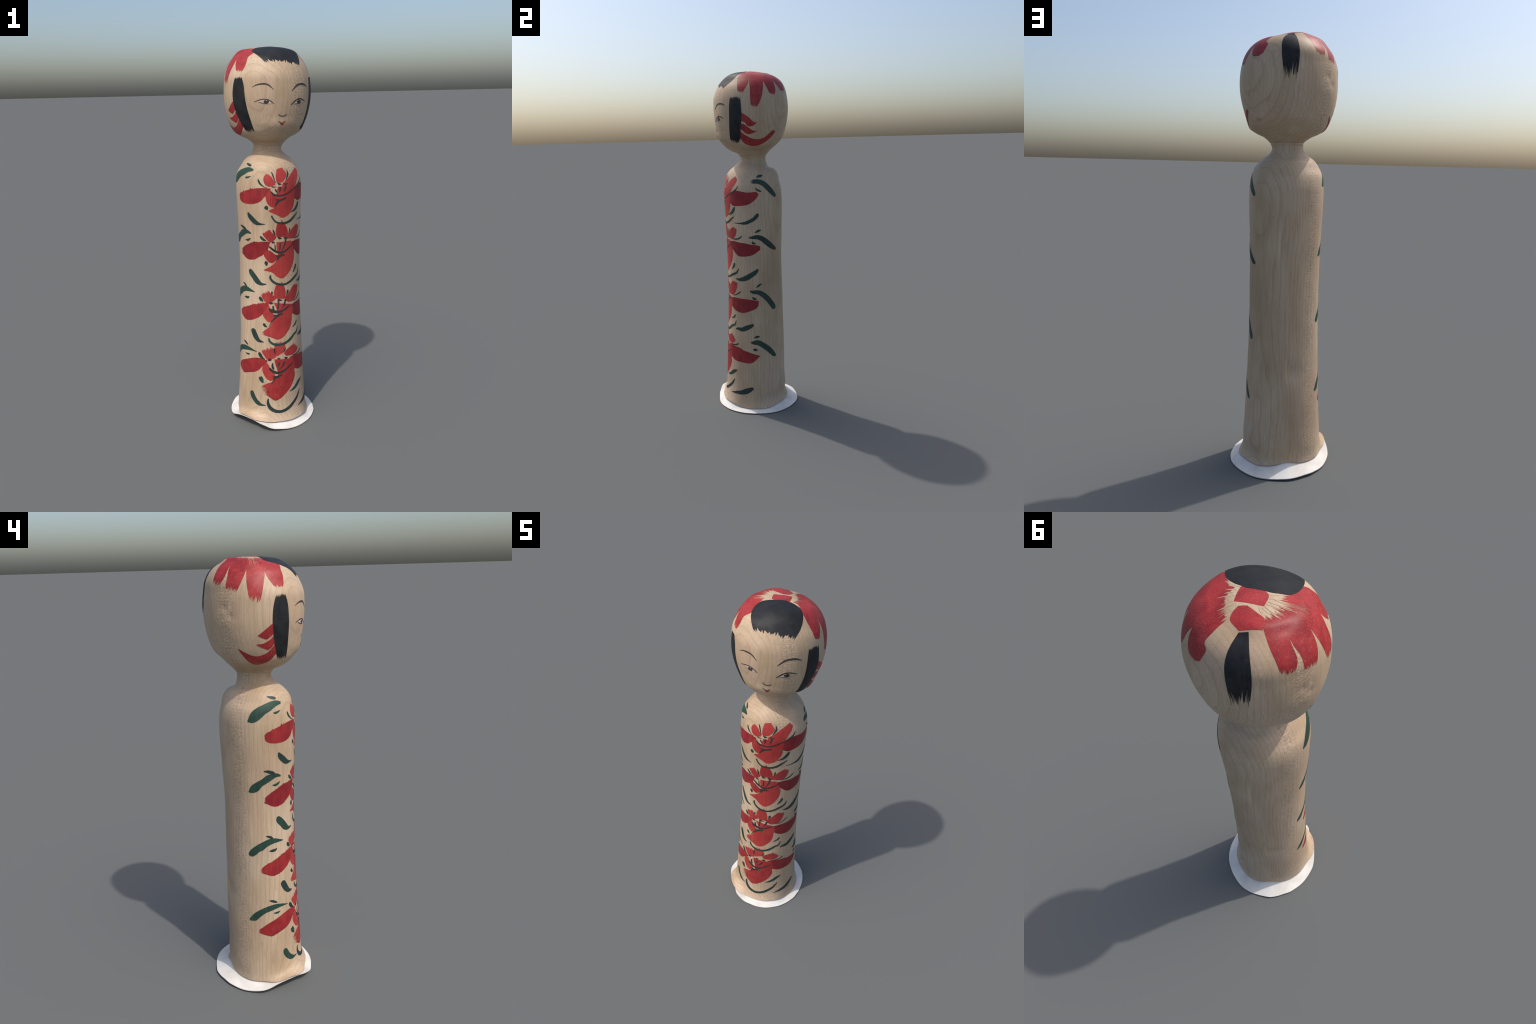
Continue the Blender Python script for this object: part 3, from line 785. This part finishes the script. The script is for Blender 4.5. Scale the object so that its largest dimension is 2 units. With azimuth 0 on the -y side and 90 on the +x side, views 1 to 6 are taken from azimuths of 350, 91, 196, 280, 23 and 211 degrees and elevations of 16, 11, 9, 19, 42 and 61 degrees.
wash('petal', RED, [(305.4, 1753.2), (300.9, 1768.5), (291.3, 1781.1), (285.5, 1792.4), (280.9, 1807.5)],
     [(316.1, 1787.1), (313.1, 1810.1), (305.4, 1824.0), (295.7, 1826.4), (286.0, 1825.1)], ragged=(0.28, 0), fuzz=0)
wash('petal', RED, [(300.7, 1846.7), (304.5, 1887.6), (302.6, 1919.9), (303.3, 1944.5), (299.3, 1977.3), (292.7, 2010.3), (281.7, 2043.1), (271.3, 2069.1), (263.0, 2076.0), (255.7, 2058.1), (247.6, 2043.3), (238.4, 2028.5)],
     [(263.5, 1833.9), (264.9, 1860.0), (268.5, 1899.7), (269.2, 1923.3), (264.4, 1947.8), (259.8, 1962.7), (253.8, 1970.4), (246.2, 1982.4), (236.9, 2001.4)], ragged=(0, 0.22), fuzz=0)
wash('petal', RED, [(248.7, 1857.1), (243.2, 1876.7), (242.4, 1900.3), (245.5, 1925.2), (250.1, 1947.5), (256.8, 1961.2)],
     [(251.8, 1856.6), (254.8, 1874.5), (257.8, 1897.8), (264.5, 1924.5), (262.9, 1947.5)], ragged=(0, 0), fuzz=0)
brush('stamen', GREEN, [(236.3, 1797.0, 6.1), (239.2, 1813.7, 9.7), (242.5, 1826.5, 6.4), (247.6, 1834.1, 1.6)])
brush('stamen', DARK, [(263.4, 1770.1, 4.8), (264.5, 1788.1, 4.8), (265.6, 1806.2, 1.9)])
brush('stamen', DARK, [(285.2, 1776.8, 1.5), (282.8, 1790.7, 4.0), (280.1, 1801.9, 1.1)])
brush('stamen', GREEN, [(324.1, 1816.4, 4.0), (319.1, 1824.7, 4.0), (310.4, 1831.1, 3.7), (297.1, 1830.8, 1.3)])
brush('stamen', DARK, [(251.9, 1836.0, 3.6), (255.0, 1836.3, 7.7), (258.8, 1837.1, 4.6)])
brush('stamen', DARK, [(269.0, 1830.2, 4.0), (271.8, 1833.8, 5.7), (274.7, 1831.2, 1.1)])
brush('stamen', DARK, [(282.4, 1829.1, 2.4), (285.0, 1835.9, 7.1), (288.7, 1834.8, 2.2)])
brush('stamen', GREEN, [(260.7, 1854.1, 2.4), (260.2, 1874.7, 5.8), (262.4, 1893.1, 4.8)])
brush('stamen', DARK, [(272.0, 1854.5, 5.1), (271.1, 1869.6, 4.7), (267.9, 1878.9, 1.3)])
brush('stamen', DARK, [(283.4, 1852.9, 4.6), (279.3, 1873.6, 3.9), (271.3, 1896.8, 1.1)])
brush('stamen', DARK, [(254.4, 1882.3, 5.0), (258.5, 1897.8, 7.6), (266.1, 1912.0, 7.1), (274.0, 1913.5, 6.9), (282.3, 1904.0, 6.3), (290.7, 1886.9, 4.3), (300.2, 1869.8, 1.4)])
brush('stamen', DARK, [(260.7, 1934.2, 5.2), (266.0, 1937.9, 6.3), (277.9, 1927.3, 4.4)])
brush('stamen', DARK, [(264.4, 1940.1, 7.1), (262.1, 1952.6, 4.0), (257.9, 1975.6, 1.0)])
brush('leaf', GREEN, [(238.5, 1933.3, 7.6), (240.9, 1953.0, 12.3), (244.0, 1972.7, 3.7)], ragged=(0.2, 0))
brush('leaf', GREEN, [(223.2, 2030.6, 9.7), (224.6, 2052.2, 14.2), (229.4, 2080.3, 13.6), (235.2, 2097.3, 12.2), (240.7, 2104.6, 7.0), (248.9, 2105.4, 1.0)])
brush('leaf', GREEN, [(252.4, 2063.3, 3.4), (251.9, 2090.2, 7.5), (255.5, 2118.5, 10.1), (261.2, 2134.3, 10.0), (269.8, 2144.8, 8.9), (278.8, 2141.6, 8.4), (288.1, 2127.8, 8.8), (296.8, 2108.1, 8.2), (306.3, 2082.6, 6.8), (314.0, 2047.1, 2.5)])
brush('leaf', GREEN, [(321.0, 1985.4, 2.0), (312.5, 1998.5, 9.7), (301.4, 2023.2, 7.9), (289.6, 2036.4, 1.4)])
brush('leaf', GREEN, [(354.1, 2088.2, 7.7), (348.5, 2098.0, 12.7), (340.5, 2110.7, 16.5), (331.2, 2121.7, 12.8), (321.2, 2127.6, 9.3), (311.9, 2134.1, 4.2), (305.8, 2138.4, 1.1)])
brush('leaf', GREEN, [(350.3, 1802.7, 2.1), (357.0, 1803.8, 11.4), (5.5, 1803.5, 15.3), (14.8, 1820.1, 15.4), (24.4, 1842.3, 16.3), (33.7, 1871.2, 15.3), (40.7, 1894.8, 11.5), (44.6, 1903.2, 5.1)])
brush('leaf', GREEN, [(357.3, 1774.1, 1.5), (3.3, 1768.2, 7.2), (9.3, 1765.5, 3.1)])
brush('leaf', GREEN, [(355.0, 1843.7, 3.6), (359.2, 1847.7, 8.2), (4.2, 1848.4, 3.6)])
wash('leaf', GREEN, [(168.7, 1855.3), (176.6, 1822.9), (186.9, 1799.7), (198.6, 1783.8), (208.9, 1777.5), (218.0, 1780.7), (232.7, 1795.1)],
     [(171.0, 1862.5), (179.8, 1857.9), (186.6, 1837.3), (195.0, 1817.4), (205.2, 1806.9), (217.8, 1797.9), (232.6, 1797.1)], ragged=(0, 0), fuzz=0)
brush('leaf', GREEN, [(200.6, 1753.6, 1.1), (206.5, 1759.3, 6.1), (213.5, 1769.9, 2.7)])
brush('leaf', GREEN, [(206.7, 1822.8, 1.2), (212.9, 1823.8, 4.9), (218.5, 1818.9, 1.0)])

# hair and face
next_layer(0)
CANVAS = 'head'
wash('hair_lock', HAIR_RED, [(214.2, 78.6), (232.4, 156.4), (227.7, 186.5), (227.1, 214.0), (225.3, 242.6), (221.7, 267.7)],
     [(187.1, 66.5), (198.3, 133.2), (203.7, 200.4), (207.1, 226.7), (211.0, 249.9), (214.0, 264.1)], ragged=(0.14, 0.1), fuzz=0)
wash('hair_lock', HAIR_RED, [(194.3, 66.6), (200.2, 132.9), (203.2, 200.4), (200.3, 246.2), (198.0, 281.0), (195.1, 311.4), (191.4, 330.4)],
     [(162.9, 62.0), (177.6, 128.3), (180.6, 189.6), (181.5, 231.8), (183.3, 274.4), (184.6, 307.8), (186.6, 318.2)], ragged=(0.3, 0.17), fuzz=0)
wash('hair_lock', HAIR_RED, [(171.5, 60.9), (179.4, 132.2), (180.1, 186.3), (177.4, 223.4), (173.5, 258.4), (169.2, 286.4)],
     [(139.5, 70.6), (155.3, 126.9), (156.0, 183.1), (158.6, 224.0), (158.4, 253.0), (157.9, 278.4)], ragged=(0.28, 0.16), fuzz=0)
wash('hair_lock', HAIR_RED, [(149.8, 68.7), (157.5, 129.3), (154.9, 179.7), (154.7, 218.3), (151.2, 245.4), (146.5, 263.0)],
     [(128.9, 84.2), (132.5, 131.8), (134.4, 170.0), (137.1, 205.1), (139.4, 250.7)], ragged=(0.2, 0.16), fuzz=0)
wash('hair_lock', HAIR_RED, [(76.3, 59.5), (77.3, 85.0), (83.0, 104.6), (101.8, 124.8)],
     [(99.1, 46.8), (128.4, 70.5), (137.7, 94.5), (130.8, 124.1)], ragged=(0, 0), fuzz=0)
wash('hair_lock', HAIR_RED, [(343.2, 46.9), (25.8, 45.0), (55.3, 59.6)],
     [(248.6, 26.3), (200.1, 40.4), (150.1, 54.9)], ragged=(0, 0), fuzz=0)
wash('hair_lock', HAIR_RED, [(348.7, 102.1), (339.1, 134.8), (339.1, 168.5), (339.6, 182.1), (342.3, 232.2), (343.8, 266.8)],
     [(3.8, 52.5), (14.2, 90.8), (1.9, 173.3), (1.7, 202.4), (359.7, 223.6), (355.4, 249.1), (350.8, 276.0)], ragged=(0.15, 0.1), fuzz=0)
wash('hair_lock', HAIR_RED, [(3.2, 55.9), (1.7, 153.6), (2.6, 213.7), (3.4, 253.8), (3.4, 298.9), (4.1, 356.5)],
     [(20.1, 62.9), (32.2, 158.0), (26.9, 201.5), (23.8, 246.6), (20.7, 288.5), (16.4, 325.8), (10.6, 362.7)], ragged=(0.02, 0.1), fuzz=0)
wash('hair_lock', HAIR_RED, [(6.2, 65.3), (32.9, 151.1), (27.2, 201.5), (30.2, 240.1), (32.8, 273.8), (34.0, 288.6)],
     [(53.5, 75.7), (56.5, 153.8), (51.3, 186.3), (47.6, 221.3), (46.1, 254.5), (41.6, 291.0)], ragged=(0.1, 0.09), fuzz=0)
wash('hair_lock', HAIR_RED, [(45.7, 66.4), (48.0, 141.9), (50.0, 189.4), (52.7, 226.2), (58.4, 255.2), (70.1, 259.6)],
     [(80.4, 85.9), (77.1, 117.6), (74.3, 157.5), (72.5, 191.8), (76.9, 204.5), (73.4, 250.7)], ragged=(0.25, 0.06), fuzz=0)
brush('parting', WOOD, [(354.1, 42.7, 3.6), (355.3, 64.3, 2.8), (354.8, 99.9, 0.4)])
brush('parting', WOOD, [(10.6, 48.0, 2.8), (12.6, 61.1, 2.0), (13.7, 81.8, 0.4)])
brush('parting', WOOD, [(34.0, 49.0, 3.0), (32.6, 69.9, 2.3), (29.8, 102.7, 0.4)])
brush('parting', WOOD, [(54.5, 57.8, 2.1), (51.2, 72.1, 1.4), (46.8, 94.5, 0.4)])
brush('parting', WOOD, [(61.4, 64.6, 3.2), (57.9, 82.5, 2.5), (54.2, 109.9, 0.4)])
brush('parting', WOOD, [(71.5, 73.3, 2.4), (72.0, 86.0, 1.7), (72.3, 104.9, 0.3)])
brush('parting', WOOD, [(203.5, 42.8, 3.0), (205.4, 63.9, 2.3), (209.7, 97.0, 0.4)])
brush('parting', WOOD, [(183.2, 44.5, 2.2), (190.4, 64.0, 1.5), (197.6, 94.1, 0.4)])
brush('parting', WOOD, [(172.6, 48.2, 3.2), (177.6, 75.8, 2.5), (182.0, 116.0, 0.4)])
brush('parting', WOOD, [(161.6, 51.6, 2.4), (165.3, 62.4, 1.8), (169.2, 78.6, 0.4)])
brush('parting', WOOD, [(150.4, 57.1, 2.6), (154.3, 72.0, 2.0), (158.1, 93.7, 0.3)])
brush('parting', WOOD, [(142.9, 53.5, 1.9), (145.9, 67.1, 1.2), (148.8, 87.1, 0.3)])
brush('parting', WOOD, [(134.6, 50.9, 2.5), (135.7, 63.4, 2.0), (136.7, 81.8, 0.3)])
brush('parting', WOOD, [(20.7, 54.2, 2.8), (22.5, 65.3, 2.0), (23.4, 82.9, 0.4)])
brush('parting', WOOD, [(193.7, 44.2, 2.9), (188.9, 60.5, 2.2), (185.8, 84.9, 0.4)])
wash('ear_mark', HAIR_RED, [(348.5, 374.9), (353.2, 384.1), (0.9, 405.0), (7.2, 427.4), (12.1, 433.0)],
     [(347.7, 421.4), (354.2, 430.8), (358.8, 450.6), (5.5, 451.0), (12.1, 435.0)], ragged=(0, 0), fuzz=0)
wash('ear_mark', HAIR_RED, [(346.5, 433.1), (353.9, 442.7), (1.2, 464.4), (7.1, 476.9), (12.3, 478.1)],
     [(345.7, 460.0), (351.3, 481.9), (358.1, 496.4), (5.3, 492.2), (12.4, 480.8)], ragged=(0, 0), fuzz=0)
wash('ear_mark', HAIR_RED, [(344.2, 475.1), (353.4, 500.9), (3.4, 520.9), (13.8, 527.1), (24.2, 519.1), (33.2, 495.9), (43.5, 464.3)],
     [(342.6, 509.6), (348.9, 546.5), (358.8, 563.6), (10.5, 566.1), (22.5, 552.8), (35.0, 526.9), (47.8, 475.0)], ragged=(0, 0.1), fuzz=0)
wash('ear_mark', HAIR_RED, [(210.2, 390.0), (204.1, 407.6), (198.9, 422.9), (192.6, 439.7)],
     [(211.5, 428.9), (206.1, 448.6), (202.2, 456.1), (197.5, 450.6), (192.6, 441.1)], ragged=(0, 0), fuzz=0)
wash('ear_mark', HAIR_RED, [(211.8, 440.3), (205.6, 461.5), (198.4, 474.0), (190.9, 476.1)],
     [(213.5, 467.2), (208.1, 495.2), (204.7, 501.6), (198.5, 493.5), (190.9, 478.2)], ragged=(0, 0), fuzz=0)
wash('ear_mark', HAIR_RED, [(214.1, 473.5), (205.0, 512.8), (196.1, 526.1), (187.3, 525.7), (179.0, 512.3), (170.2, 492.6)],
     [(218.7, 514.4), (209.0, 551.9), (200.9, 568.2), (190.4, 576.4), (180.8, 553.4), (174.2, 522.1), (169.8, 495.2)], ragged=(0, 0), fuzz=0)
wash('fringe', BLACK, [(212.6, 48.5), (212.3, 97.0), (223.7, 131.3), (235.0, 158.6), (245.5, 184.3), (252.0, 204.2), (257.6, 227.8)],
     [(346.1, 24.9), (351.5, 68.8), (347.1, 105.9), (339.1, 134.8), (330.9, 167.2), (324.4, 192.5), (317.3, 215.5), (308.7, 244.7)], ragged=(0.02, 0.15), fuzz=0)
wash('hair_lock', BLACK, [(102.3, 129.0), (100.3, 142.7), (97.1, 180.0), (96.4, 216.1), (97.2, 246.3), (98.3, 278.7), (99.4, 311.0), (100.4, 336.6), (101.6, 382.4)],
     [(114.1, 125.2), (114.6, 133.2), (116.3, 182.1), (117.4, 219.1), (117.6, 248.3), (117.0, 284.8), (116.1, 309.2), (115.2, 338.1), (113.4, 389.2)], ragged=(0, 0.42), fuzz=0)
wash('hair_lock', BLACK, [(332.0, 284.2), (330.2, 337.3), (329.1, 410.5), (324.9, 500.9), (321.1, 543.4)],
     [(347.9, 280.0), (349.6, 340.5), (349.8, 398.2), (347.1, 457.1), (344.0, 520.0), (331.5, 565.5)], ragged=(0.1, 0.13), fuzz=0)
wash('hair_lock', BLACK, [(213.5, 282.9), (209.7, 326.5), (208.3, 378.9), (209.6, 434.0), (213.6, 494.2), (223.2, 562.8)],
     [(223.3, 278.8), (227.0, 321.8), (228.3, 370.5), (230.3, 441.2), (233.3, 502.2), (236.7, 560.2)], ragged=(0.07, 0.13), fuzz=0)
brush('eyebrow', INK, [(238.7, 334.3, 0.7), (243.6, 325.3, 1.9), (248.4, 321.0, 2.9), (253.2, 319.9, 3.5), (257.4, 321.7, 3.2), (261.5, 330.4, 2.6), (264.1, 339.0, 1.6), (266.2, 346.8, 0.7)])
brush('eyebrow', INK, [(291.7, 354.1, 0.9), (295.9, 340.8, 2.7), (301.1, 327.5, 4.0), (307.7, 322.8, 4.2), (314.2, 323.8, 4.1), (321.8, 334.6, 1.2)])
brush('eye_white', WHITE, [(246.8, 401.6, 0.8), (250.5, 401.0, 4.6), (256.7, 402.5, 9.5), (261.3, 406.8, 5.0), (263.5, 409.9, 1.0)])
brush('eye_white', WHITE, [(296.1, 414.7, 0.9), (299.2, 409.1, 4.8), (303.7, 405.5, 9.5), (308.2, 401.9, 4.0)])
brush('pupil', INK, [(256.6, 392.2, 10.2), (256.7, 401.5, 13.3), (256.9, 412.9, 10.2)])
brush('pupil', INK, [(303.6, 395.6, 11.9), (303.7, 405.5, 14.1), (302.8, 415.7, 11.2)])
brush('eyelid', INK, [(240.8, 401.7, 0.8), (245.2, 395.7, 1.4), (250.1, 390.9, 1.6), (254.9, 390.1, 1.8), (259.7, 394.0, 1.9), (263.5, 403.1, 1.9), (266.8, 412.2, 0.8)])
brush('eyelid', INK, [(246.2, 402.9, 0.7), (250.5, 407.2, 1.0), (255.9, 411.2, 0.8), (259.1, 412.5, 0.7)])
brush('eyelid', INK, [(290.7, 419.1, 0.9), (295.5, 406.8, 2.3), (300.4, 395.4, 2.7), (305.9, 391.9, 2.5), (311.2, 395.2, 2.3), (317.2, 404.5, 0.9)])
brush('eyelid', INK, [(296.1, 416.3, 0.7), (301.6, 415.6, 1.2), (305.6, 413.5, 0.7)])
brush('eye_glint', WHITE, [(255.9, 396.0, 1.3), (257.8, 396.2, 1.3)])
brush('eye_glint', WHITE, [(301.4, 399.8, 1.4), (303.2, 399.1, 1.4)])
brush('nose', INK, [(272.7, 461.7, 1.2), (275.2, 468.9, 1.5), (278.3, 472.2, 1.7), (282.0, 470.5, 1.6), (285.3, 462.9, 0.9)])
brush('mouth', LIP, [(276.0, 506.2, 1.2), (278.9, 508.5, 6.9), (281.9, 506.2, 1.7)])
brush('mouth', LIP, [(280.3, 502.0, 3.0), (284.3, 496.7, 0.9)])
brush('mouth', INK, [(273.1, 496.1, 0.8), (275.6, 500.2, 1.6), (277.5, 503.4, 0.8)])
